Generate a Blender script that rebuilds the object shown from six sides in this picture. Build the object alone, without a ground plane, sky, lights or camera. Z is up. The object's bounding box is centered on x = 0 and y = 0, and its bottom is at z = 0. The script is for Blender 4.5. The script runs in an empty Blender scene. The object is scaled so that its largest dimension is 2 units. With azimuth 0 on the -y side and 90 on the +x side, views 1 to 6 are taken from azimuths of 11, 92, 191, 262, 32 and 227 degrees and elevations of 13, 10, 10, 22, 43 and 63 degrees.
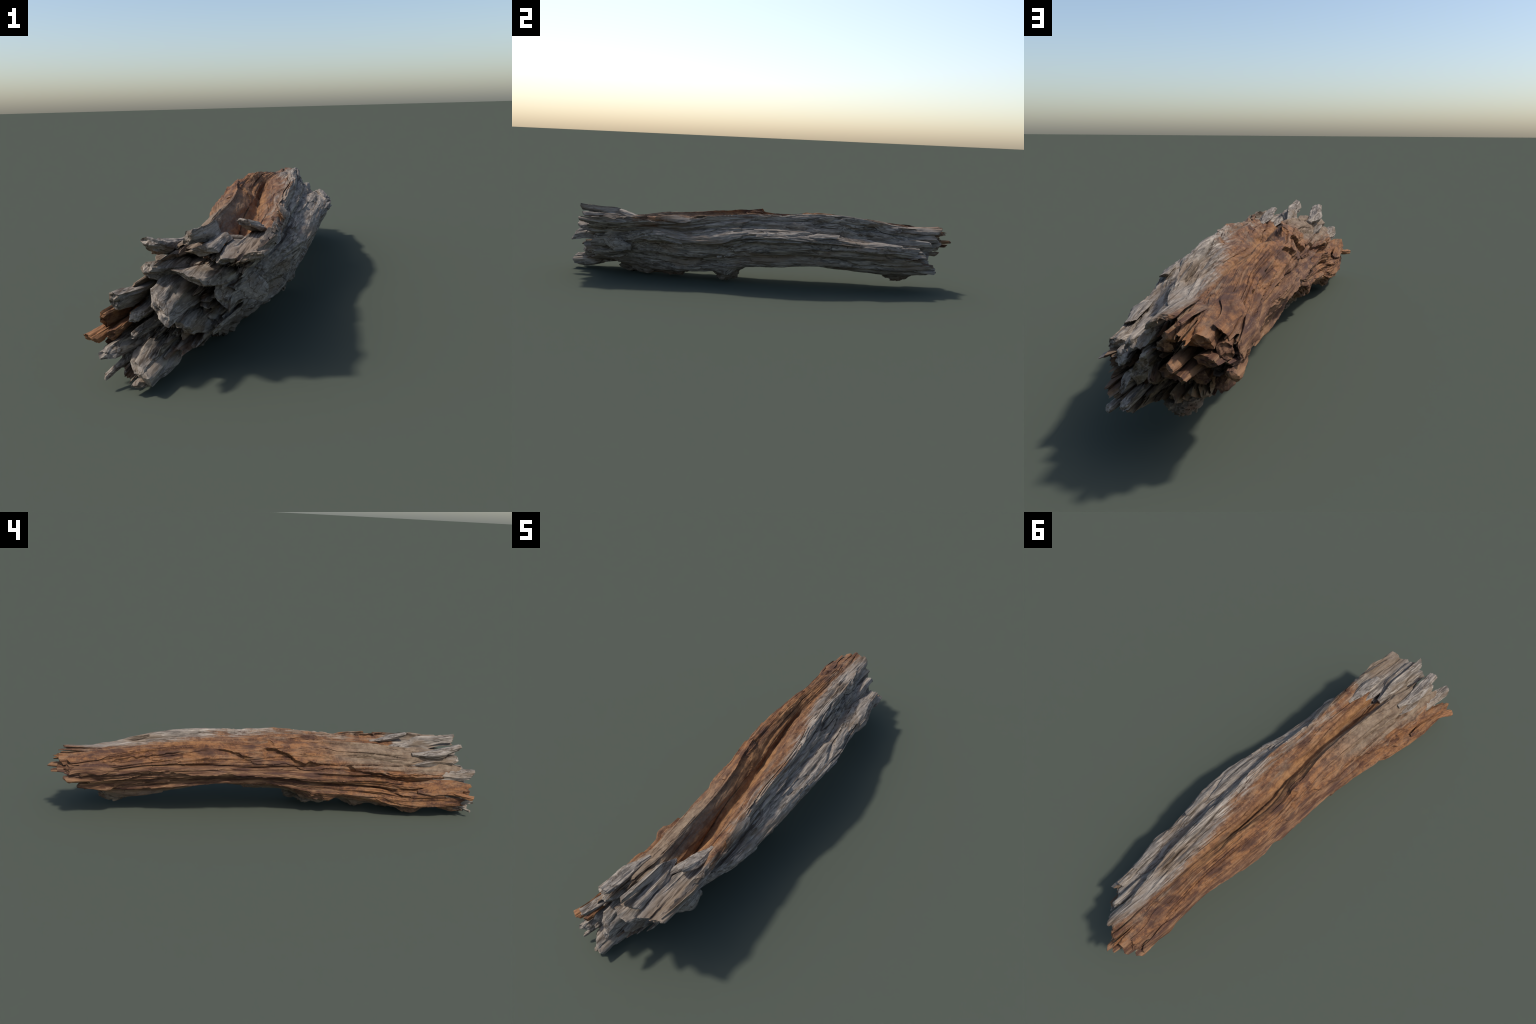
"""A weathered, rotten log: twisted trunk body lofted on hand-placed rails,
fibre relief, long cracks and ledges, splintered broken ends, loose flakes."""
import bpy, math
import numpy as np

rng = np.random.default_rng(7)

# --------------------------------------------------------------------------
# noise helpers
# --------------------------------------------------------------------------
def hash3(ix, iy, iz, seed):
    with np.errstate(over="ignore"):
        h = (ix.astype(np.uint32) * np.uint32(374761393) + iy.astype(np.uint32) * np.uint32(668265263)
             + iz.astype(np.uint32) * np.uint32(2246822519) + np.uint32((seed * 1446653 + 977) & 0x7FFFFFFF))
        h = (h ^ (h >> np.uint32(13))) * np.uint32(1274126177)
        h = (h ^ (h >> np.uint32(16))) * np.uint32(3266489917)
        h = h ^ (h >> np.uint32(15))
    return (h & np.uint32(0xFFFFFF)).astype(np.float32) * np.float32(1 / 0x1000000)


def vnoise(p, seed=0):
    """smooth value noise, -1..1, p is (..., 3)"""
    i0 = np.floor(p)
    i = i0.astype(np.int32)
    f = (p - i0).astype(np.float32)
    w = f * f * f * (f * (f * 6 - 15) + 10)
    out = 0.0
    for dx in (0, 1):
        wx = w[..., 0] if dx else 1 - w[..., 0]
        for dy in (0, 1):
            wy = w[..., 1] if dy else 1 - w[..., 1]
            for dz in (0, 1):
                wz = w[..., 2] if dz else 1 - w[..., 2]
                out = out + wx * wy * wz * hash3(i[..., 0] + dx, i[..., 1] + dy, i[..., 2] + dz, seed)
    return out * 2 - 1


def fbm(p, octaves=3, seed=0, gain=0.5):
    a, s, t = 1.0, 0.0, 0.0
    for k in range(octaves):
        s = s + a * vnoise(p * (2.03 ** k) + 17.3 * k, seed + k)
        t += a
        a *= gain
    return s / t


def cells(x, y, nx, seed):
    """2-D cell noise, periodic in x with nx cells: nearest id value, F1, F2"""
    ix, iy = np.floor(x).astype(np.int64), np.floor(y).astype(np.int64)
    f1 = np.full(x.shape, 9.0)
    f2 = np.full(x.shape, 9.0)
    val = np.zeros(x.shape)
    z = np.zeros_like(ix)
    for dx in (-1, 0, 1):
        for dy in (-1, 0, 1):
            cx, cy = ix + dx, iy + dy
            mx = cx % nx
            px = cx + 0.1 + 0.8 * hash3(mx, cy, z, seed)
            py = cy + 0.1 + 0.8 * hash3(mx, cy, z, seed + 1)
            d = np.hypot(px - x, py - y)
            v = hash3(mx, cy, z, seed + 2)
            near = d < f1
            f2 = np.where(near, f1, np.minimum(f2, d))
            val = np.where(near, v, val)
            f1 = np.where(near, d, f1)
    return val, f1, f2


def smooth(a, b, x):
    t = np.clip((x - a) / (b - a), 0, 1)
    return t * t * (3 - 2 * t)


# --------------------------------------------------------------------------
# the trunk: rails running along the log, (x, z) at each station in y
# --------------------------------------------------------------------------
STATIONS = [-1.0, -0.8, -0.65, -0.5, -0.35, -0.2, -0.05, 0.1, 0.25, 0.4, 0.55, 0.7, 0.85, 1.0]
RAILS = [
    ("groove_bed", [(.02, .285), (.03, .285), (.03, .258), (.028, .246), (.021, .27), (.01, .275), (-.006, .278), (-.036, .285), (-.05, .3), (-.054, .314), (-.054, .316), (-.06, .308), (-.07, .297), (-.075, .285)]),
    ("sheet", [(.06, .28), (.08, .298), (.09, .3), (.085, .298), (.08, .31), (.06, .323), (.048, .329), (.026, .328), (.006, .336), (.004, .339), (.002, .33), (-.01, .313), (-.035, .291), (-.05, .27)]),
    ("upper_edge", [(.14, .285), (.165, .292), (.172, .308), (.146, .325), (.12, .331), (.1, .343), (.1, .352), (.085, .353), (.066, .361), (.06, .356), (.05, .339), (.03, .31), (-.005, .277), (-.01, .262)]),
    ("cliff", [(.08, .24), (.105, .248), (.128, .262), (.138, .27), (.135, .27), (.141, .28), (.15, .292), (.152, .296), (.144, .296), (.13, .287), (.103, .27), (.068, .25), (.036, .228), (.02, .225)]),
    ("side_ridge", [(.06, .175), (.085, .18), (.118, .202), (.178, .238), (.188, .21), (.198, .213), (.213, .242), (.228, .25), (.231, .245), (.206, .238), (.188, .228), (.162, .211), (.138, .205), (.085, .2)]),
    ("side_low", [(.03, .12), (.068, .126), (.09, .135), (.12, .138), (.14, .12), (.148, .122), (.162, .145), (.168, .15), (.168, .152), (.152, .147), (.139, .14), (.127, .13), (.118, .135), (.085, .14)]),
    ("bottom_right", [(-.03, .06), (.015, .078), (.03, .065), (.055, .06), (.085, .055), (.1, .06), (.122, .086), (.125, .092), (.13, .107), (.112, .103), (.1, .092), (.085, .078), (.085, .085), (.06, .105)]),
    ("belly", [(-.09, .02), (-.04, .055), (-.035, .03), (-.02, .025), (0, .035), (.02, .045), (.025, .074), (.02, .083), (.02, .097), (.01, .095), (0, .086), (0, .085), (0, .115), (0, .14)]),
    ("bottom_left", [(-.13, .025), (-.12, .05), (-.11, .038), (-.1, .05), (-.088, .074), (-.072, .088), (-.076, .122), (-.082, .132), (-.087, .138), (-.077, .12), (-.067, .1), (-.06, .094), (-.058, .14), (-.06, .155)]),
    ("left_low", [(-.175, .06), (-.185, .075), (-.178, .075), (-.17, .1), (-.155, .112), (-.145, .124), (-.148, .157), (-.154, .162), (-.154, .163), (-.148, .15), (-.128, .132), (-.122, .126), (-.115, .155), (-.1, .18)]),
    ("left_side", [(-.2, .115), (-.2, .13), (-.186, .138), (-.163, .157), (-.16, .167), (-.162, .178), (-.168, .202), (-.172, .205), (-.169, .21), (-.162, .208), (-.143, .2), (-.144, .19), (-.152, .197), (-.13, .207)]),
    ("left_high", [(-.168, .17), (-.162, .195), (-.157, .2), (-.151, .217), (-.148, .224), (-.152, .237), (-.165, .249), (-.176, .252), (-.18, .262), (-.176, .266), (-.167, .261), (-.174, .25), (-.18, .24), (-.155, .23)]),
    ("left_shoulder", [(-.095, .26), (-.085, .266), (-.084, .27), (-.089, .279), (-.092, .29), (-.1, .317), (-.117, .338), (-.141, .33), (-.142, .341), (-.138, .335), (-.131, .318), (-.14, .299), (-.148, .283), (-.132, .266)]),
    ("left_rim", [(-.05, .285), (-.045, .303), (-.032, .311), (-.028, .327), (-.029, .34), (-.04, .352), (-.07, .36), (-.087, .344), (-.088, .354), (-.09, .352), (-.092, .336), (-.102, .319), (-.103, .304), (-.092, .282)]),
]
NR = len(RAILS)
NU, NV = 616, 860
rails = np.array([[list(p) for p in r[1]] for r in RAILS])          # NR, NS, 2
ys = np.array(STATIONS)


def catmull(p0, p1, p2, p3, t, tens=0.5):
    m1, m2 = tens * (p2 - p0), tens * (p3 - p1)
    t2, t3 = t * t, t * t * t
    return (2 * t3 - 3 * t2 + 1) * p1 + (t3 - 2 * t2 + t) * m1 + (-2 * t3 + 3 * t2) * p2 + (t3 - t2) * m2


def section_table(ny=401):
    """x and z of the smooth trunk for ny stations and NU points around"""
    yy = np.linspace(-1, 1, ny)
    k = np.clip(np.searchsorted(ys, yy, side="right") - 1, 0, len(ys) - 2)
    t = (yy - ys[k]) / (ys[k + 1] - ys[k])
    g = lambda j: rails[:, np.clip(j, 0, len(ys) - 1)]
    tt = t[None, :, None]
    along = catmull(g(k - 1), g(k), g(k + 1), g(k + 2), tt, 0.45)    # NR, ny, 2
    u = np.arange(NU) * NR / NU
    i = np.floor(u).astype(int)
    f = (u - i)[:, None, None]
    r = lambda j: along[j % NR]
    curve = catmull(r(i - 1), r(i), r(i + 1), r(i + 2), f, 0.42)
    return yy, u, curve                                              # NU, ny, 2


YT, U, TABLE = section_table()
PERIM = 1.0                                                          # about one metre round

# where the shell ends, by rail: y of the -y end and of the +y end
END_LOW = [-.82, -.86, -.87, -.83, -.80, -.82, -.87, -.93, -.94, -.91, -.80, -.87, -.89, -.84]
END_HIGH = [.89, .88, .87, .83, .79, .83, .82, .77, .75, .80, .86, .885, .895, .895]


def ring_interp(vals, u):
    v = np.array(vals)
    i = np.floor(u).astype(int)
    f = u - i
    return v[i % NR] * (1 - f) + v[(i + 1) % NR] * f


def teeth(u, n, seed, depth):
    """saw-like fibre ends round the rim"""
    x = u / NR * n
    i = np.floor(x + 0.35 * np.sin(x * 2.1 + seed)).astype(int) % n
    z = np.zeros_like(i)
    h = hash3(i, z, z, seed)
    f = x - np.floor(x)
    return depth * (h - 0.5) + depth * 0.25 * (np.abs(f - hash3(i, z, z, seed + 5)))


def at(u0):
    """(y, rail) pairs -> function of y"""
    a = np.array(u0)
    o = np.argsort(a[:, 0])
    return lambda y: np.interp(y, a[o, 0], a[o, 1]), a[:, 0].min(), a[:, 0].max()


# long fissures: points (y, rail), width, depth
CRACKS = [
    ([(-.85, 3.9), (-.73, 4.25), (-.63, 4.55), (-.49, 4.6), (-.29, 4.15), (-.18, 4.4), (-.1, 4.75), (-.02, 4.6)], .009, .015),
    ([(-.10, 4.4), (.05, 4.42), (.14, 4.45), (.23, 4.28), (.4, 4.25), (.6, 4.0), (.82, 4.05)], .009, .018),
    ([(-.4, 5.05), (-.14, 5.0), (.05, 5.12), (.24, 4.9), (.39, 5.08), (.52, 5.35), (.68, 5.1), (.84, 5.05)], .008, .016),
    ([(-.86, 4.6), (-.68, 4.8), (-.57, 5.2), (-.48, 5.35), (-.15, 5.3)], .008, .015),
    ([(-.56, 2.95), (-.39, 3.15), (-.16, 2.85)], .006, .012),
    ([(-.88, 2.6), (-.72, 3.4), (-.62, 3.7)], .010, .016),
    ([(.0, 2.95), (.1, 2.9), (.2, 3.1)], .006, .010),
    ([(.24, 2.65), (.35, 2.35), (.45, 2.05)], .005, .010),
    ([(.24, 4.6), (.45, 4.55), (.6, 4.5), (.84, 4.75)], .007, .012),
    ([(.86, 10.7), (.72, 10.8), (.62, 10.85), (.37, 10.97), (.24, 11.1)], .012, .017),
    ([(-.60, 10.0), (-.67, 10.15), (-.79, 10.4), (-.88, 10.45)], .005, .018),
    ([(-.1, 9.6), (-.28, 9.77), (-.42, 9.9)], .006, .014),
    ([(.12, 2.75), (.29, 3.05), (.38, 3.0), (.53, 2.9), (.59, 3.05), (.74, 3.3)], .009, .018),
    ([(.72, 1.25), (.6, .9)], .007, .022),
    ([(.57, 1.14), (.43, 1.2)], .005, .012),
    ([(.62, 1.65), (.48, 1.3), (.34, 1.3)], .005, .010),
    ([(.26, 2.0), (.39, 1.6), (.48, 1.5), (.66, 1.4)], .006, .014),
    ([(.1, 2.1), (.2, 1.65)], .008, .016),
    ([(-.36, 12.05), (-.48, 11.95), (-.61, 11.7), (-.76, 11.5)], .004, .010),
    ([(-.70, .1), (-.6, .02), (-.4, .0), (-.3, .02)], .006, .006),
    ([(-.1, .0), (.05, .05), (.2, -.02), (.36, -.05)], .005, .006),
]
# ledges: the wood drops by depth on one side of the line (the sign of fade) and comes back over fade
LEDGES = [
    ([(.05, 12.2), (-.03, 11.8), (-.1, 11.55), (-.17, 11.4), (-.23, 11.2)], .018, -.06),
    ([(-.34, 11.4), (-.41, 11.25), (-.47, 11.1), (-.55, 10.95), (-.63, 11.0), (-.71, 10.9), (-.8, 11.05), (-.95, 11.15)], .018, -.05),
    ([(.80, 9.9), (.74, 10.05), (.62, 10.2), (.55, 10.35), (.37, 10.33), (.25, 10.4), (.09, 10.35), (-.05, 10.1)], .015, -.03),
    ([(.84, 9.3), (.75, 9.3), (.64, 9.42), (.57, 9.47), (.46, 9.55), (.29, 9.58), (.22, 9.45), (.1, 9.7), (-.03, 9.65)], .014, -.04),
    ([(.75, 11.4), (.69, 11.75), (.61, 11.75), (.48, 11.82), (.4, 11.95)], .008, -.03),
    ([(.26, 11.95), (.19, 11.86), (.13, 11.68), (.08, 11.55)], .012, -.03),
    ([(.41, 2.6), (.54, 2.4), (.74, 1.95)], .014, .03),
    ([(-.95, 2.25), (-.8, 2.2), (-.7, 2.2), (-.6, 2.1), (-.4, 2.1), (-.25, 2.1)], .014, .03),
]


# clods and knobs that bulge out: (y, rail), half length, half width in metres, height
BUMPS = [
    (-.50, 4.75, .18, .05, .009), (-.21, 11.7, .045, .03, .011), (-.27, 12.0, .03, .025, .008),
    (-.165, 6.35, .045, .035, .030), (-.10, 6.6, .03, .03, .012), (-.22, 8.1, .09, .050, .034),
    (-.59, 7.0, .05, .045, .026), (-.44, 7.1, .06, .040, .024), (-.50, 6.6, .12, .05, .012), (-.68, 8.0, .05, .05, .022),
    (.715, 7.1, .05, .04, .016),
    (-.90, 8.2, .07, .05, .015), (-.02, 13.1, .03, .02, .010), (-.53, 10.95, .035, .026, .018), (-.70, 11.1, .05, .03, .010), (.30, 13.0, .08, .03, .008),
]


def displacement(u, y):
    """outward offset of the trunk surface at rail coordinate u and length y"""
    R = PERIM / (2 * np.pi)

    def P(fs, fy, uu=u):
        a = uu / NR * 2 * np.pi
        return np.stack([R * np.cos(a) * fs, R * np.sin(a) * fs, y * fy], -1)

    # the rotten skin on top is smoother, the grey flank and the lower left are deeply fluted
    top = smooth(10.9, 11.6, u) + (1 - smooth(1.6, 2.3, u))
    rough = 1.30 - 0.72 * top
    warp = fbm(P(5, 1.6), 3, 11)
    # strands twist slowly along the log; sharp grooves between rounded strands of varied depth
    uw = u + 0.24 * warp + 0.55 * y
    vary = 0.55 + 0.9 * smooth(-.5, .5, vnoise(P(5, 1.2), 13))
    d = -0.007 + 0.010 * fbm(P(8, 1.8), 3, 1)
    flute = np.abs(fbm(P(13, .42, uw), 2, 21)) * 1.8
    d = d + rough * vary * 0.016 * (np.minimum(flute, .9) - 0.42)
    ridged = np.abs(fbm(P(23, .7, uw), 3, 25)) * 1.8
    d = d + rough * 0.011 * (np.minimum(ridged, .9) - 0.42)
    fine = 1 - np.abs(fbm(P(68, 2.0, uw), 3, 31)) * 1.6
    d = d + rough * 0.0035 * (fine - 0.6)
    d = d + 0.0016 * fbm(P(190, 25, uw), 2, 41) + 0.002 * fbm(P(45, 30), 3, 43)
    # uneven folds on the floor of the trough
    bed = (smooth(12.9, 13.5, u) + (1 - smooth(.6, 1.6, u))) * smooth(-.8, -.7, y) * (1 - smooth(.3, .5, y))
    d = d + bed * (0.012 * fbm(P(30, 5), 3, 45) + 0.005 * np.abs(fbm(P(50, 2), 2, 46)))
    # long shingled plates: each one lifts towards one end and breaks off there
    for n, ly, h, sd in ((18, 0.60, 0.011, 53), (36, 0.34, 0.005, 63)):
        x = uw / NR * n + 0.30 * vnoise(P(30, 10), sd + 5)
        yy = y / ly + 0.25 * vnoise(P(26, 6), sd + 6) + 0.12 * vnoise(P(90, 20), sd + 8)
        v, f1, f2 = cells(x, yy, n, sd)
        d = d + rough * h * (v - 0.5)
    # thin lengthwise checks
    chk = np.abs(vnoise(P(28, .9, uw), 71))
    gate = smooth(-0.1, 0.4, vnoise(P(7, 3), 72))
    d = d - rough * 0.016 * gate * (1 - smooth(0.0, 0.07, chk))
    chk = np.abs(vnoise(P(58, 1.6, uw), 74))
    gate = smooth(-0.3, 0.3, vnoise(P(11, 4), 75))
    d = d - rough * 0.008 * gate * (1 - smooth(0.0, 0.11, chk))
    sp = PERIM / NR
    wob = 0.12 * vnoise(P(18, 14), 81) + 0.05 * vnoise(P(60, 45), 82)
    n1, n2, n3 = vnoise(P(30, 30), 83), vnoise(P(30, 30), 84), 1 + 0.45 * fbm(P(38, 38), 3, 85)
    for by, bu, ry, ru, hgt in BUMPS:
        du = ((u - bu + NR / 2) % NR - NR / 2) * sp / ru + 0.35 * n1
        dy = (y - by) / ry + 0.35 * n2
        r2 = du * du + dy * dy
        d = d + hgt * np.exp(-r2 * r2 * 0.8) * n3
    for pts, width, depth in CRACKS:
        f, lo, hi = at(pts)
        du = (u - f(y) + wob * 0.7 + NR / 2) % NR - NR / 2
        e = smooth(lo - .01, lo + .06, y) * (1 - smooth(hi - .06, hi + .01, y))
        d = d - depth * e * np.exp(-(du * sp / width) ** 2)
    for pts, depth, fade in LEDGES:
        f, lo, hi = at(pts)
        du = (u - f(y) + wob + NR / 2) % NR - NR / 2
        s = np.sign(fade)
        x = du * sp * s
        e = smooth(lo - .005, lo + .04, y) * (1 - smooth(hi - .04, hi + .005, y))
        d = d - depth * e * smooth(-0.001, 0.003, x) * np.exp(-np.maximum(x, 0) / abs(fade))
        d = d + 0.25 * depth * e * np.exp(-np.maximum(-x, 0) / (0.5 * abs(fade))) * (x <= 0)
    return d


def trunk_points(u, y):
    """surface points for arrays u (NU columns) and y (NU, n)"""
    x = np.empty_like(y)
    z = np.empty_like(y)
    nx = np.empty_like(y)
    nz = np.empty_like(y)
    tx = np.roll(TABLE, -4, 0) - np.roll(TABLE, 4, 0)
    for j in range(len(u)):
        x[j] = np.interp(y[j], YT, TABLE[j, :, 0])
        z[j] = np.interp(y[j], YT, TABLE[j, :, 1])
        nx[j] = np.interp(y[j], YT, -tx[j, :, 1])
        nz[j] = np.interp(y[j], YT, tx[j, :, 0])
    l = np.hypot(nx, nz) + 1e-9
    return x, z, nx / l, nz / l


def mesh_object(name, verts, faces_quads, parent, mat, tris=None, smooth_angle=42):
    me = bpy.data.meshes.new(name)
    nq = len(faces_quads)
    nt = 0 if tris is None else len(tris)
    me.vertices.add(len(verts))
    me.vertices.foreach_set("co", np.asarray(verts, np.float32).ravel())
    loops = np.asarray(faces_quads, np.int32).ravel()
    if nt:
        loops = np.concatenate([loops, np.asarray(tris, np.int32).ravel()])
    starts = np.concatenate([np.arange(nq) * 4, nq * 4 + np.arange(nt) * 3]).astype(np.int32)
    me.loops.add(len(loops))
    me.loops.foreach_set("vertex_index", loops)
    me.polygons.add(nq + nt)
    me.polygons.foreach_set("loop_start", starts)
    me.update(calc_edges=True)
    me.validate()
    me.polygons.foreach_set("use_smooth", np.ones(len(me.polygons), bool))
    if smooth_angle:
        me.set_sharp_from_angle(angle=math.radians(smooth_angle))
    me.materials.append(mat)
    ob = bpy.data.objects.new(name, me)
    bpy.context.scene.collection.objects.link(ob)
    ob.parent = parent
    return ob


def build_trunk(parent, mat, mat_end):
    u = U
    lo = ring_interp(END_LOW, u) + teeth(u, 40, 3, 0.09) + teeth(u, 110, 4, 0.03)
    hi = ring_interp(END_HIGH, u) + teeth(u, 42, 8, 0.09) + teeth(u, 115, 9, 0.035)
    v = np.linspace(0, 1, NV)
    y = lo[:, None] + (hi - lo)[:, None] * v[None, :]
    x, z, nx, nz = trunk_points(u, y)
    d = displacement(np.repeat(u[:, None], NV, 1), y)
    x, z = x + nx * d, z + nz * d
    z = np.maximum(z, 0.006)
    grid = np.stack([x, y, z], -1)                                   # NU, NV, 3
    idx = np.arange(NU * NV).reshape(NU, NV)
    a, b = idx, np.roll(idx, -1, 0)
    quads = np.stack([a[:, :-1], a[:, 1:], b[:, 1:], b[:, :-1]], -1).reshape(-1, 4)
    ob = mesh_object("weathered_trunk", grid.reshape(-1, 3), quads, parent, mat, smooth_angle=50)
    # broken faces closing both ends, a bed of snapped fibres of different lengths
    K = 46
    for side, rim, sgn in ((0, grid[:, 0], -1), (1, grid[:, -1], 1)):
        c = rim.mean(0)
        rho = (1 - np.arange(K) / (K - 1.0))[None, :]
        px = c[0] + (rim[:, 0] - c[0])[:, None] * rho
        pz = c[2] + (rim[:, 2] - c[2])[:, None] * rho
        slope = c[1] + (rim[:, 1] - c[1])[:, None] * rho ** 0.5
        p3 = np.stack([px, pz, 0 * px], -1)
        wx = px + 0.012 * vnoise(p3 * 35, 91)
        wz = pz + 0.012 * vnoise(p3 * 35, 92)
        v1, f1, f2 = cells(wx / 0.036 + 40, wz / 0.026 + 40, 1000, 93 + side)
        v2, g1, g2 = cells(wx / 0.014 + 40, wz / 0.012 + 40, 1000, 97 + side)
        inner = 1 - smooth(0.86, 1.0, rho)
        depth = -0.015 + (0.11 if sgn < 0 else 0.075) * v1 + 0.03 * v2 + 0.04 * (1 - smooth(0, 0.25, f2 - f1))
        py = slope - sgn * inner * depth + 0.0 * px
        cap = np.stack([px, py, pz], -1)
        ci = np.arange(NU * K).reshape(NU, K)
        a, b = ci, np.roll(ci, -1, 0)
        q = np.stack([a[:, :-1], b[:, :-1], b[:, 1:], a[:, 1:]], -1)
        if sgn < 0:
            q = q[..., ::-1]
        mesh_object("broken_end_grain", cap.reshape(-1, 3), q.reshape(-1, 4), parent, mat_end, smooth_angle=40)
    return ob


# --------------------------------------------------------------------------
# splinters and flakes
# --------------------------------------------------------------------------
def splinter(name, base, tip, wide, thick, roll, parent, mat, seed, taper=0.75, cut=0.5, bend=0.0, sides=None, rough=0.16, flare=1.2, sink=True):
    """an angular sliver of wood from base to a snapped tip.
    wide/thick: full sizes, roll: turn about its axis in degrees, cut: slant of the snapped end"""
    r = np.random.default_rng(seed)
    base, tip = np.array(base, float), np.array(tip, float)
    base = base + (base - tip) * 0.15 * sink
    base = base + sink * (np.array([0.0, base[1], 0.19]) - base) * 0.12
    ax = tip - base
    L = np.linalg.norm(ax)
    ax /= L
    e1 = np.cross(ax, (0, 0, 1.0))
    e1 /= np.linalg.norm(e1)
    e2 = np.cross(e1, ax)
    ca, sa = math.cos(math.radians(roll)), math.sin(math.radians(roll))
    A, B = ca * e1 + sa * e2, ca * e2 - sa * e1
    n = sides or int(r.integers(5, 8))
    M, RN = 40, max(12, int(L / 0.006))
    ang = np.sort((np.arange(n) + r.uniform(-.32, .32, n)) / n * 2 * np.pi)
    rad = r.uniform(.82, 1.12, n)
    th = np.linspace(0, 2 * np.pi, M, endpoint=False)
    corner = np.stack([np.cos(ang) * rad, np.sin(ang) * rad], -1)
    k = (np.searchsorted(ang, th, side="right") - 1) % n
    a0 = ang[k]
    a1 = ang[(k + 1) % n] + (k + 1 >= n) * 2 * np.pi
    thm = np.where(th < a0, th + 2 * np.pi, th)
    f = ((thm - a0) / (a1 - a0))[:, None]
    prof = corner[k] * (1 - f) + corner[(k + 1) % n] * f              # M, 2
    prof = 0.94 * prof + 0.06 * np.stack([np.cos(th), np.sin(th)], -1)
    t = np.linspace(0, 1, RN)
    sc = (0.35 + 0.65 * smooth(0, .4, t)) * (flare + (1 - flare) * smooth(.35, .85, t)) + (taper - 1.0) * t ** 1.6
    phi1, phi2 = r.uniform(0, 6.28, 2)
    twist, sway = r.uniform(-.7, .7), r.uniform(.10, .24)
    V = np.zeros((RN, M, 3))
    slant = r.uniform(-1, 1, 2)
    slant /= np.linalg.norm(slant) + 1e-9
    for i in range(RN):
        s = sc[i]
        q = prof * s * np.array([wide / 2, thick / 2]) * (1 + 0.14 * math.sin(7 * t[i] + phi2))
        tc_, ts_ = math.cos(twist * (t[i] - .6)), math.sin(twist * (t[i] - .6))
        q = np.stack([tc_ * q[:, 0] - ts_ * q[:, 1], ts_ * q[:, 0] + tc_ * q[:, 1]], -1)
        q[:, 0] += sway * wide * (math.sin(3.1 * t[i] + phi1) - math.sin(3.1 + phi1))
        q[:, 1] += sway * thick * (math.sin(4.3 * t[i] + phi2) - math.sin(4.3 + phi2)) + bend * L * t[i] ** 2
        shift = cut * (prof @ slant) * 0.5 * (wide + thick) * 0.5 * smooth(0.45, 1.0, np.array(t[i]))
        V[i] = base + ax * L * t[i] + q[:, :1] * A + q[:, 1:] * B + shift[:, None] * ax
    loc = np.stack([np.einsum("ijk,k->ij", V - base, A), np.einsum("ijk,k->ij", V - base, B), np.einsum("ijk,k->ij", V - base, ax)], -1)
    dirs = np.einsum("m,k->mk", np.cos(th), A) + np.einsum("m,k->mk", np.sin(th), B)
    sz = min(wide, thick)
    h = rough * sz * fbm(loc * np.array([1.3 / sz, 1.3 / sz, 0.22 / sz]) + seed * 3.7, 3, seed)
    v, f1, f2 = cells(np.repeat((th / (2 * np.pi) * 7)[None], RN, 0), loc[..., 2] / 0.05 + seed, 7, seed + 9)
    h = h + 0.12 * sz * (v - .5)
    gv = np.stack([np.cos(th)[None] * 2.6 + 0 * loc[..., 2], np.sin(th)[None] * 2.6 + 0 * loc[..., 2], loc[..., 2] * 5 + seed], -1)
    h = h - 0.14 * sz * np.abs(fbm(gv, 3, seed + 4)) + 0.03 * sz
    V = V + h[..., None] * dirs[None]
    # snapped end: inner rings, uneven by position so that the break is stepped, not star shaped
    c = V[-1].mean(0)
    rings = [V]
    for rho in (0.86, 0.66, 0.44, 0.22):
        ring = c + (V[-1] - c) * rho
        pos = np.stack([(ring - c) @ A / (0.45 * sz), (ring - c) @ B / (0.28 * sz), 0 * th + seed], -1)
        step_, _, _ = cells(pos[:, 0] + 50, pos[:, 1] + 50, 1000, seed + 20)
        jag = 0.5 * vnoise(pos * 1.2, seed + 30) + 0.45 * (step_ - .5)
        rings.append((ring + ax * ((0.10 * (1 - rho) + 0.50 * jag * min(1.0, (1 - rho) * 4)) * sz)[:, None])[None])
    V = np.concatenate(rings, 0)
    R = V.shape[0]
    verts = np.concatenate([V.reshape(-1, 3), [V[-1].mean(0)], [V[0].mean(0)]], 0)
    verts[:, 2] = np.maximum(verts[:, 2], 0.0)
    idx = np.arange(R * M).reshape(R, M)
    b = np.roll(idx, -1, 1)
    quads = np.stack([idx[:-1], b[:-1], b[1:], idx[1:]], -1).reshape(-1, 4)
    top, bot = R * M, R * M + 1
    tris = np.concatenate([np.stack([idx[-1], b[-1], np.full(M, top)], -1), np.stack([b[0], idx[0], np.full(M, bot)], -1)])
    return mesh_object(name, verts, quads, parent, mat, tris, 32)


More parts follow.
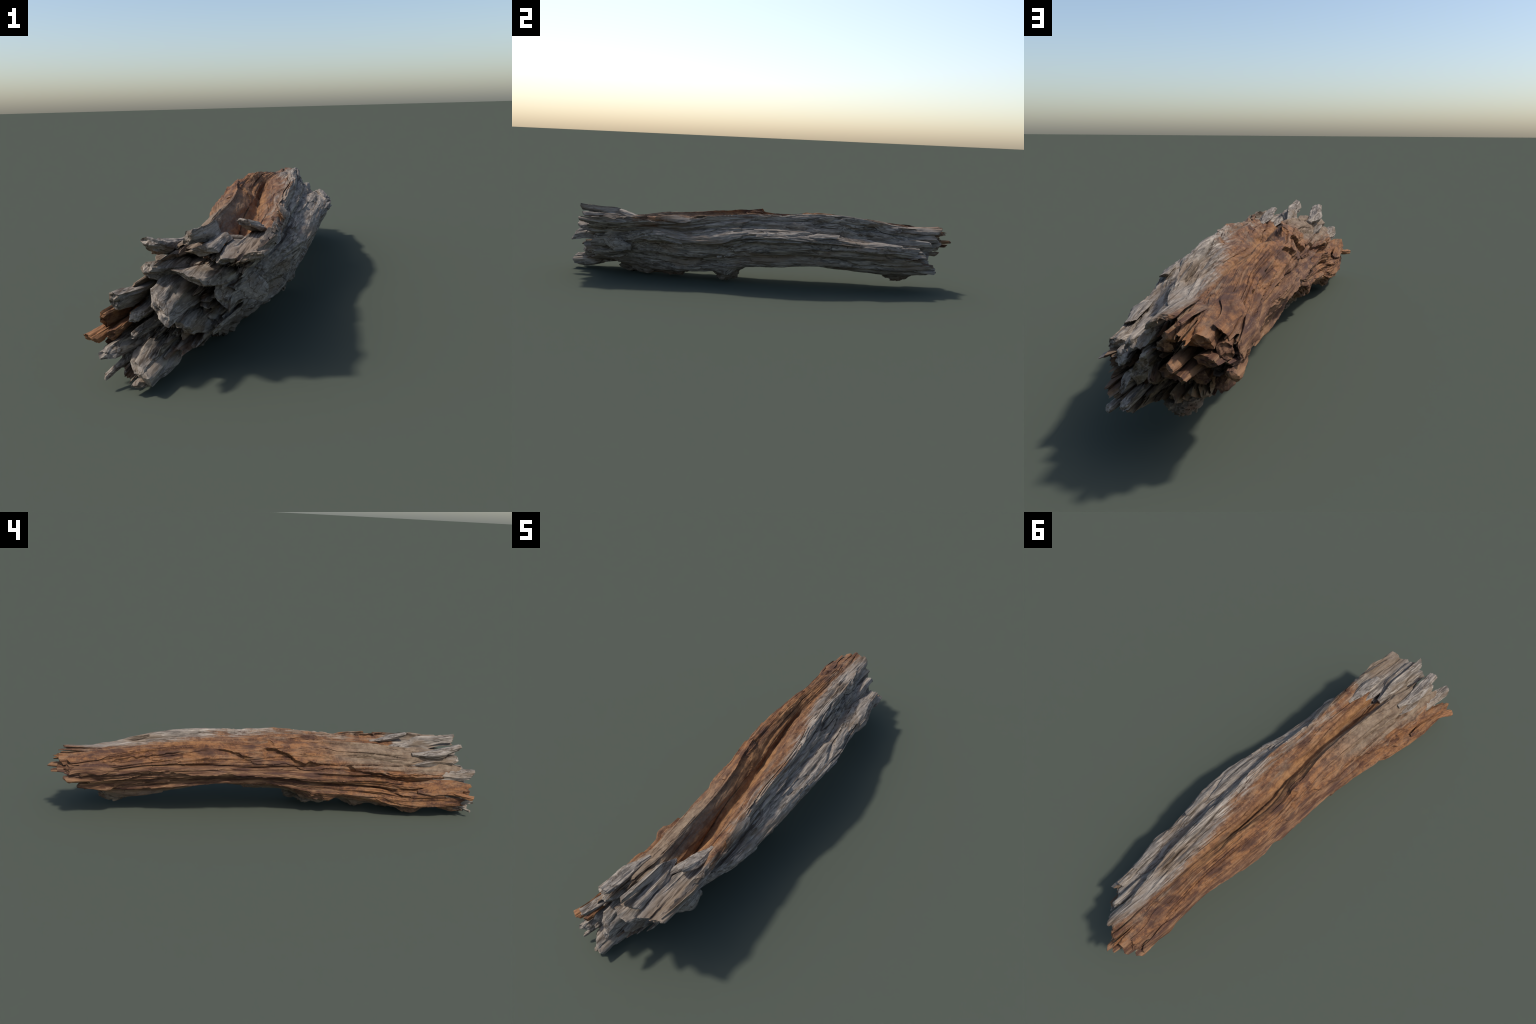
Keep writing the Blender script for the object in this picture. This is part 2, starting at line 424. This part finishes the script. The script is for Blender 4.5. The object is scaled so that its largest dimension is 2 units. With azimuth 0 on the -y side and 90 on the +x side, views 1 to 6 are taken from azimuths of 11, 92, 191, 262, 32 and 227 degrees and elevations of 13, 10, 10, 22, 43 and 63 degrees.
# tip, base, width, thickness, roll, taper, cut
LOW_END = [
    ((-.215, -.958, .115), (-.185, -.76, .125), .042, .026, 10, .85, .4),      # orange finger
    ((-.172, -.966, .086), (-.150, -.74, .10), .052, .040, 30, .8, .8),
    ((-.181, -.974, .030), (-.150, -.84, .065), .024, .018, 40, .5, .6),
    ((-.095, -.976, .045), (-.050, -.68, .085), .085, .062, 40, .85, .6),      # foot
    ((-.098, -.983, .020), (-.065, -.82, .05), .050, .034, 0, .75, .5),
    ((-.114, -.958, .128), (-.09, -.78, .13), .036, .026, 20, .5, .4),
    ((-.148, -.972, .208), (-.100, -.72, .230), .066, .040, -38, .85, .5),     # left plate
    ((-.110, -.945, .165), (-.085, -.74, .17), .045, .030, -20, .75, .5),
    ((-.098, -.900, .255), (-.075, -.72, .25), .058, .048, -30, .8, .7),
    ((-.050, -.962, .192), (-.020, -.70, .195), .125, .044, 38, .85, .5),      # block
    ((-.02, -.90, .130), (.02, -.68, .14), .085, .05, 50, .75, .7),
    ((.010, -.925, .250), (.06, -.68, .245), .110, .040, 10, .75, .5),         # blunt finger
    ((.06, -.835, .19), (.085, -.66, .19), .10, .045, 52, .75, .6),
    ((.142, -.892, .293), (.135, -.64, .294), .055, .022, -4, .95, .3),        # flat sliver
    ((.088, -.905, .285), (.09, -.64, .29), .066, .030, 8, .8, .6),
    ((-.078, -.914, .318), (-.065, -.72, .297), .056, .040, 10, .85, .5),
    ((.008, -.918, .338), (.02, -.68, .292), .034, .060, 20, .75, .5),        # upright plate
    ((.036, -.905, .308), (.05, -.68, .292), .080, .026, -14, .8, .6),
    ((.084, -.700, .332), (.115, -.55, .310), .048, .022, 5, .95, .2),        # pale chunk
    ((.045, -.72, .300), (.060, -.60, .285), .034, .012, 0, .9, .2),
    ((-.190, -.940, .152), (-.165, -.70, .150), .056, .028, -62, .8, .6),     # brown slab under the seam
    ((-.165, -.955, .125), (-.145, -.72, .125), .046, .030, -30, .7, .5),
]
HIGH_END = [
    ((-.070, .988, .236), (-.060, .72, .24), .030, .022, 20, .6, .8),         # long tip
    ((-.108, .930, .270), (-.11, .68, .28), .066, .046, 20, .9, .5),          # rust lump
    ((-.050, .933, .275), (-.06, .68, .275), .048, .034, -10, .85, .5),
    ((-.012, .922, .297), (.02, .66, .305), .056, .022, -25, .7, .6),          # grey sliver
    ((-.042, .920, .312), (-.04, .72, .310), .046, .012, -8, .8, .5),
    ((-.070, .940, .306), (-.075, .72, .305), .036, .018, -5, .4, .6),
    ((.124, .788, .205), (.165, .48, .215), .056, .040, -30, .85, .5),         # long side beam
    ((.095, .825, .19), (.12, .56, .19), .06, .04, -40, .75, .5),
    ((.012, .900, .262), (.03, .66, .262), .062, .034, -35, .8, .6),
    ((.008, .918, .222), (.03, .68, .21), .060, .038, -40, .75, .6),
    ((-.006, .912, .180), (.03, .68, .19), .044, .040, -30, .35, .6),
    ((.100, .884, .103), (.09, .64, .115), .030, .024, -40, .7, .6),
    ((.060, .888, .116), (.055, .66, .13), .034, .030, -30, .6, .6),
    ((.078, .850, .148), (.08, .66, .145), .07, .036, -55, .7, .6),
    ((-.086, .972, .214), (-.085, .70, .21), .052, .026, 25, .6, .6),
    ((-.122, .938, .238), (-.12, .70, .235), .058, .030, 15, .75, .5),
    ((-.160, .908, .203), (-.150, .68, .21), .050, .046, 60, .75, .5),
    ((-.148, .900, .245), (-.145, .68, .25), .050, .040, 40, .8, .5),
    ((-.125, .855, .162), (-.12, .68, .16), .064, .034, 35, .7, .5),
    ((-.106, .840, .132), (-.10, .70, .14), .014, .012, 0, .5, .3),
    ((-.035, .885, .19), (-.03, .68, .19), .085, .050, 0, .75, .5),
    ((-.085, .865, .18), (-.08, .68, .18), .070, .046, 20, .75, .5),
    ((.045, .85, .17), (.045, .66, .17), .075, .042, -45, .75, .5),
    ((-.03, .90, .245), (-.03, .68, .25), .060, .040, -15, .8, .5),
    ((.055, .86, .235), (.07, .64, .24), .060, .036, -40, .8, .5),
]
RUST = (0,)


def build_splinters(parent, mat_site, grey, rust):
    for k, (tip, base, w, h, roll, taper, cut) in enumerate(LOW_END + HIGH_END):
        mat = rust if k in RUST else grey if k < len(LOW_END) - 2 else mat_site
        splinter("splinter", base, tip, w, h, roll, parent, mat, 100 + k, taper, cut)


def surface_at(u, y):
    """point and outward normal of the smooth trunk"""
    x, z, nx, nz = trunk_points_at(u, y)
    return np.array([x, y, z]), np.array([nx, 0.0, nz])


def trunk_points_at(u, y):
    j = int(round(u / NR * NU)) % NU
    t = TABLE[(j + 4) % NU] - TABLE[(j - 4) % NU]
    x, z = (np.interp(y, YT, TABLE[j, :, k]) for k in (0, 1))
    nx, nz = np.interp(y, YT, -t[:, 1]), np.interp(y, YT, t[:, 0])
    l = math.hypot(nx, nz)
    return x, z, nx / l, nz / l


# flakes that lift off the surface: y and rail of the root, length along y (signed), width, thickness, lift of the free end
FLAKES = [
    (-.24, 12.45, .24, .056, .020, -.005), (-.30, 2.05, -.20, .045, .010, -.003),
    (-.55, 2.05, -.20, .040, .012, -.002), (-.70, 2.1, -.17, .045, .016, -.002), (.55, 2.2, .16, .05, .014, .004),
    (.62, 1.4, .17, .045, .014, .006), (.50, 3.6, .2, .05, .016, .006), (.25, 3.4, .14, .04, .014, .004),
    (-.62, 12.2, -.16, .05, .014, -.002), (-.72, 11.9, -.16, .05, .016, -.001),
    (-.66, 12.8, -.15, .035, .012, -.002), (-.76, 11.5, -.15, .055, .014, .004), (.70, 11.2, .18, .05, .016, .004),
    (.68, 10.5, .17, .05, .018, .006), (.66, 9.7, .16, .05, .016, .004), (.70, 12.2, .19, .045, .014, .004),
    (-.70, 10.2, -.2, .05, .018, .004), (-.72, 9.4, -.2, .05, .016, .004), (-.70, 6.2, -.14, .045, .014, .006),
    (-.72, 4.3, -.12, .06, .016, .004), (-.70, 5.3, -.15, .05, .016, .006),
]


def build_flakes(parent, mat):
    for k, (y, u, ln, w, th, lift) in enumerate(FLAKES):
        p, n = surface_at(u, y)
        q, m = surface_at(u, float(np.clip(y + ln, -1, 1)))
        base, tip = p - n * 0.012, q + m * (lift - .3 * th)
        roll = math.degrees(math.atan2(n[0], n[2])) * (-1 if ln > 0 else 1)
        splinter("wood_flake", base, tip, w, th, roll, parent, mat, 500 + k, 0.7, 0.9, sink=False)


def rot_lump(centre, size, parent, mat, seed, turn=0.0):
    """a ragged clod of crumbled wood clinging to the underside"""
    M, K = 96, 72
    th = np.linspace(0, 2 * np.pi, M, endpoint=False)[:, None]
    ph = np.linspace(0.0, np.pi, K)[None, :]
    n = np.stack([np.cos(th) * np.sin(ph), np.sin(th) * np.sin(ph), np.cos(ph) + 0 * th], -1)
    p = n * (1 + 0.34 * fbm(n * 1.7 + seed, 3, seed) + 0.22 * (1 - 2 * np.abs(fbm(n * np.array([5, 2, 5]) + seed, 3, seed + 2))))[..., None]
    v, f1, f2 = cells(th / (2 * np.pi) * 9 + 0 * ph, ph * 2.2 + 0 * th, 9, seed)
    p = p * (1 + 0.22 * (v - .5))[..., None]
    p = p * np.array(size)
    c, s_ = math.cos(turn), math.sin(turn)
    p = np.stack([c * p[..., 0] - s_ * p[..., 1], s_ * p[..., 0] + c * p[..., 1], p[..., 2]], -1) + np.array(centre)
    p[..., 2] = np.maximum(p[..., 2], 0.0)
    idx = np.arange(M * K).reshape(M, K)
    b = np.roll(idx, -1, 0)
    q = np.stack([idx[:, :-1], idx[:, 1:], b[:, 1:], b[:, :-1]], -1).reshape(-1, 4)
    return mesh_object("rot_lump", p.reshape(-1, 3), q, parent, mat, smooth_angle=38)


# centre, half sizes, turn
LUMPS = [
    ((.070, -.155, .052), (.030, .050, .038), .2),
    ((-.045, -.22, .062), (.035, .07, .026), -.1),
    ((-.02, -.58, .030), (.032, .055, .026), .15),
    ((-.06, -.68, .032), (.032, .050, .024), .1),
    ((-.005, .715, .070), (.036, .060, .028), .1),
]


# --------------------------------------------------------------------------
# materials
# --------------------------------------------------------------------------
class Nodes:
    def __init__(self, name):
        self.mat = bpy.data.materials.new(name)
        self.mat.use_nodes = True
        self.t = self.mat.node_tree
        self.bsdf = self.t.nodes["Principled BSDF"]

    def new(self, kind, **kw):
        n = self.t.nodes.new(kind)
        for k, v in kw.items():
            setattr(n, k, v)
        return n

    def put(self, sock, val):
        if isinstance(val, bpy.types.NodeSocket):
            self.t.links.new(val, sock)
        elif val is not None:
            sock.default_value = val

    def math(self, op, a, b=None, c=None, clamp=False):
        n = self.new("ShaderNodeMath", operation=op, use_clamp=clamp)
        for s, v in zip(n.inputs, (a, b, c)):
            self.put(s, v)
        return n.outputs[0]

    def step(self, x, lo, hi):
        n = self.new("ShaderNodeMapRange", interpolation_type="SMOOTHSTEP")
        for s, v in zip(n.inputs[:5], (x, lo, hi, 0.0, 1.0)):
            self.put(s, v)
        return n.outputs[0]

    def mix(self, f, a, b, mode="MIX"):
        n = self.new("ShaderNodeMix", data_type="RGBA", blend_type=mode)
        self.put(n.inputs[0], f)
        for s, v in ((n.inputs[6], a), (n.inputs[7], b)):
            self.put(s, (*v, 1) if isinstance(v, tuple) else v)
        return n.outputs[2]

    def curve(self, x, pts, lo, hi):
        """piecewise-linear function of x in [-1, 1] through (x, value) points, values scaled to lo..hi"""
        n = self.new("ShaderNodeFloatCurve")
        c = n.mapping.curves[0]
        P = [((a + 1) / 2, (b - lo) / (hi - lo)) for a, b in pts]
        while len(c.points) < len(P):
            c.points.new(0.5, 0.5)
        for p, q in zip(c.points, P):
            p.location = q
            p.handle_type = "VECTOR"
        n.mapping.update()
        self.put(n.inputs["Value"], self.math("MULTIPLY_ADD", x, 0.5, 0.5))
        return self.math("MULTIPLY_ADD", n.outputs[0], hi - lo, lo)

    def noise(self, vec, scale, detail=4.0, rough=0.55, dist=0.0):
        n = self.new("ShaderNodeTexNoise")
        self.put(n.inputs["Vector"], vec)
        n.inputs["Scale"].default_value = scale
        n.inputs["Detail"].default_value = detail
        n.inputs["Roughness"].default_value = rough
        n.inputs["Distortion"].default_value = dist
        return n.outputs["Fac"]

    def stretch(self, vec, k, off=0.0):
        n = self.new("ShaderNodeMapping")
        self.put(n.inputs["Vector"], vec)
        n.inputs["Scale"].default_value = (1, k, 1)
        n.inputs["Location"].default_value = (off, off * 2, off * 3)
        return n.outputs[0]


# centre and half length of the large dark stains
STAINS = [(-.078, .631, .323, .03), (-.103, .695, .318, .035), (-.111, .745, .313, .03), (-.125, .80, .30, .03), (-.157, .075, .276, .05),
          (-.091, .10, .336, .045), (-.149, -.03, .262, .06), (.005, .04, .325, .06), (-.153, -.215, .218, .06), (.06, -.21, .325, .06),
          (-.165, .132, .21, .05), (-.14, .30, .326, .05), (-.158, .607, .286, .05), (.07, .13, .345, .04), (-.13, .46, .31, .06)]


def wood_material(name, kind="site"):
    """one recipe for all the wood; kind fixes the colour family, "site" lets the place on the log decide"""
    N = Nodes(name)
    tc = N.new("ShaderNodeTexCoord").outputs["Object"]
    sep = N.new("ShaderNodeSeparateXYZ")
    N.put(sep.inputs[0], tc)
    X, Y, Z = sep.outputs
    blot = N.noise(N.stretch(tc, 0.35, 3), 11, 5, 0.62)         # patch outlines
    fine = N.noise(N.stretch(tc, 0.10, 1), 60, 5, 0.65)         # fibre streaks
    hair = N.noise(N.stretch(tc, 0.06, 7), 190, 3, 0.6)
    grit = N.noise(tc, 120, 5, 0.72)
    mott = N.noise(N.stretch(tc, 0.45, 5), 26, 6, 0.68)
    stain = N.noise(N.stretch(tc, .09, 9), 34, 6, .68)
    # --- grey, weathered
    g = N.mix(N.step(mott, .32, .68), (.160, .134, .110), (.295, .248, .200))
    g = N.mix(N.math("MULTIPLY", N.step(fine, .54, .36), .8), g, (.078, .066, .056))
    g = N.mix(N.math("MULTIPLY", N.step(hair, .48, .66), .6), g, (.40, .342, .278))
    g = N.mix(N.math("MULTIPLY", N.step(blot, .50, .66), .7), g, (.190, .132, .086))
    dark_line_n = N.noise(N.stretch(tc, .045, 4), 34, 3, .55, .3)
    line = N.step(N.math("ABSOLUTE", N.math("SUBTRACT", dark_line_n, .5)), .030, .006)
    g = N.mix(N.math("MULTIPLY", line, .7), g, (.072, .048, .030))
    # --- rust brown crust
    crust = N.noise(N.stretch(tc, 0.75, 5), 30, 7, 0.74)
    b = N.mix(N.step(crust, .38, .60), (.080, .035, .020), (.222, .100, .040))
    b = N.mix(N.math("MULTIPLY", N.step(fine, .47, .66), .6), b, (.25, .145, .080))
    b = N.mix(N.math("MULTIPLY", N.step(stain, .48, .64), .75), b, (.062, .028, .018))
    b = N.mix(N.math("MULTIPLY", N.step(grit, .54, .68), .5), b, (.33, .160, .066))
    worn = N.mix(N.step(crust, .35, .62), (.100, .066, .045), (.200, .140, .090))
    b = N.mix(N.math("MULTIPLY", N.step(blot, .56, .70), .6), b, worn)
    # --- pale streaked red brown
    streak = N.mix(N.step(fine, .36, .66), (.056, .025, .016), (.228, .122, .062))
    streak = N.mix(N.math("MULTIPLY", N.step(stain, .52, .62), .75), streak, (.050, .025, .021))
    streak = N.mix(N.math("MULTIPLY", N.step(hair, .60, .72), .35), streak, (.34, .23, .15))
    # --- tan grey
    tancol = N.mix(N.step(crust, .36, .64), (.130, .088, .057), (.235, .178, .122))
    tancol = N.mix(N.math("MULTIPLY", N.step(fine, .52, .36), .7), tancol, (.095, .066, .046))
    tancol = N.mix(N.math("MULTIPLY", N.step(grit, .56, .70), .45), tancol, (.32, .185, .092))
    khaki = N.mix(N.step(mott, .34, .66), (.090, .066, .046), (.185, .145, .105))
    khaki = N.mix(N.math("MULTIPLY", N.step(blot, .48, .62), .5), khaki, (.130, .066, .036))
    if kind == "grey":
        col = N.mix(N.math("MULTIPLY", N.step(blot, .50, .68), .6), g, tancol)
    elif kind == "rust":
        col = N.mix(N.step(mott, .35, .65), (.21, .095, .040), (.32, .155, .070))
        col = N.mix(N.math("MULTIPLY", N.step(fine, .54, .38), .5), col, (.12, .055, .030))
    elif kind == "core":
        col = N.mix(N.step(blot, .42, .60), tancol, N.mix(N.step(fine, .38, .62), (.085, .044, .026), (.235, .125, .066)))
        col = N.mix(N.math("MULTIPLY", N.step(Y, -.5, -.8), N.step(mott, .35, .60)), col, g)
    elif kind == "crumb":
        col = khaki
    else:
        ang = N.math("ARCTAN2", X, N.math("SUBTRACT", Z, 0.2))      # 0 up, + to the grey side
        jitter = N.math("ADD", N.math("MULTIPLY_ADD", blot, 0.55, -0.275), N.math("MULTIPLY_ADD", fine, 0.8, -0.40))
        jitter = N.math("ADD", jitter, N.math("MULTIPLY_ADD", grit, 0.4, -0.2))
        a = N.math("ADD", ang, jitter)
        # the rust-brown sector ends against the grey flank
        right = N.curve(Y, [(-1, -1.2), (-.8, -1.2), (-.70, -.3), (-.62, 1.0), (-.5, 1.1), (-.4, .82), (-.25, .70), (-.1, .64), (.1, .48), (.25, .25), (.4, -.05), (.6, -.32), (.8, -.40), (.9, -.25), (1, -.15)], -2, 2)
        brown = N.step(a, N.math("ADD", right, 0.16), N.math("SUBTRACT", right, 0.16))
        seam = N.curve(Y, [(-1, -1.4), (-.8, -1.45), (-.55, -1.35), (-.4, -1.2), (-.25, -.9), (-.1, -.4), (1, -.3)], -2, 2)
        tan = N.math("MULTIPLY", N.step(a, N.math("SUBTRACT", seam, .16), N.math("ADD", seam, .16)),
                     N.math("MULTIPLY", N.step(a, .05, -.15), N.step(N.math("ADD", Y, N.math("MULTIPLY", jitter, .3)), -.12, -.50)))
        lowleft = N.math("MULTIPLY", N.step(a, -1.0, -1.3), N.step(Y, -.45, -.05))
        b = N.mix(N.math("MULTIPLY", lowleft, .85), b, streak)
        # worn tan veil between brown and grey
        veil = N.math("MULTIPLY", N.step(a, N.math("SUBTRACT", right, .40), right), .28)
        b = N.mix(veil, b, tancol)
        # dark maroon stains where the skin stayed damp
        spots = None
        for x, y, z, half in STAINS:
            v = N.new("ShaderNodeVectorMath", operation="SUBTRACT")
            N.put(v.inputs[0], tc)
            v.inputs[1].default_value = (x, y, z)
            m = N.new("ShaderNodeVectorMath", operation="MULTIPLY")
            N.put(m.inputs[0], v.outputs[0])
            m.inputs[1].default_value = (1 / .024, 1 / half, 1 / .024)
            ln = N.new("ShaderNodeVectorMath", operation="LENGTH")
            N.put(ln.inputs[0], m.outputs[0])
            f = N.step(N.math("ADD", ln.outputs["Value"], N.math("MULTIPLY_ADD", stain, 3.6, -1.8)), 1.2, .3)
            spots = f if spots is None else N.math("MAXIMUM", spots, f)
        b = N.mix(N.math("MULTIPLY", spots, .8), b, (.054, .027, .020))
        # warm ochre lining of the trough
        trough = N.curve(Y, [(-1, .05), (-.5, .028), (-.2, .008), (0, -.02), (.15, -.05), (.4, -.06), (1, -.07)], -1, 1)
        off = N.math("ABSOLUTE", N.math("SUBTRACT", X, trough))
        lining = N.math("MULTIPLY", N.step(N.math("ADD", off, N.math("MULTIPLY_ADD", blot, .04, -.02)), .055, .02),
                        N.math("MULTIPLY", N.step(Y, .75, .2), N.step(Z, .12, .2)))
        ochre = N.mix(N.step(crust, .34, .64), (.185, .085, .034), (.310, .160, .066))
        b = N.mix(N.math("MULTIPLY", lining, N.math("MULTIPLY_ADD", N.step(stain, .42, .58), -.45, .75)), b, ochre)
        col = N.mix(brown, g, b)
        col = N.mix(N.math("MULTIPLY", tan, .9), col, tancol)
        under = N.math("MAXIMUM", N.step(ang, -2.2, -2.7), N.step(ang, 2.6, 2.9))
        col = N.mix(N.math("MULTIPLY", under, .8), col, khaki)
    N.put(N.bsdf.inputs["Base Color"], col)
    N.bsdf.inputs["Roughness"].default_value = 0.82
    N.bsdf.inputs["Specular IOR Level"].default_value = 0.22
    bump = N.new("ShaderNodeBump")
    bump.inputs["Strength"].default_value = 0.5
    bump.inputs["Distance"].default_value = 0.004
    N.put(bump.inputs["Height"], N.math("ADD", fine, N.math("MULTIPLY", hair, 0.5)))
    N.put(N.bsdf.inputs["Normal"], bump.outputs[0])
    return N.mat


def main():
    root = bpy.data.objects.new("rotten_log", None)
    bpy.context.scene.collection.objects.link(root)
    root["label"] = "weathered rotten log, grey on one side, rust brown on other, splintered ends"
    root["category"] = "fallen log"
    wood = wood_material("weathered_wood")
    grey = wood_material("grey_splinter_wood", "grey")
    rust = wood_material("rust_splinter_wood", "rust")
    core = wood_material("dark_heartwood", "core")
    crumb = wood_material("crumbled_wood", "crumb")
    build_trunk(root, wood, core)
    build_splinters(root, wood, grey, rust)
    build_flakes(root, wood)
    for k, (c, size, turn) in enumerate(LUMPS):
        rot_lump(c, size, root, crumb, 300 + k, turn)


main()
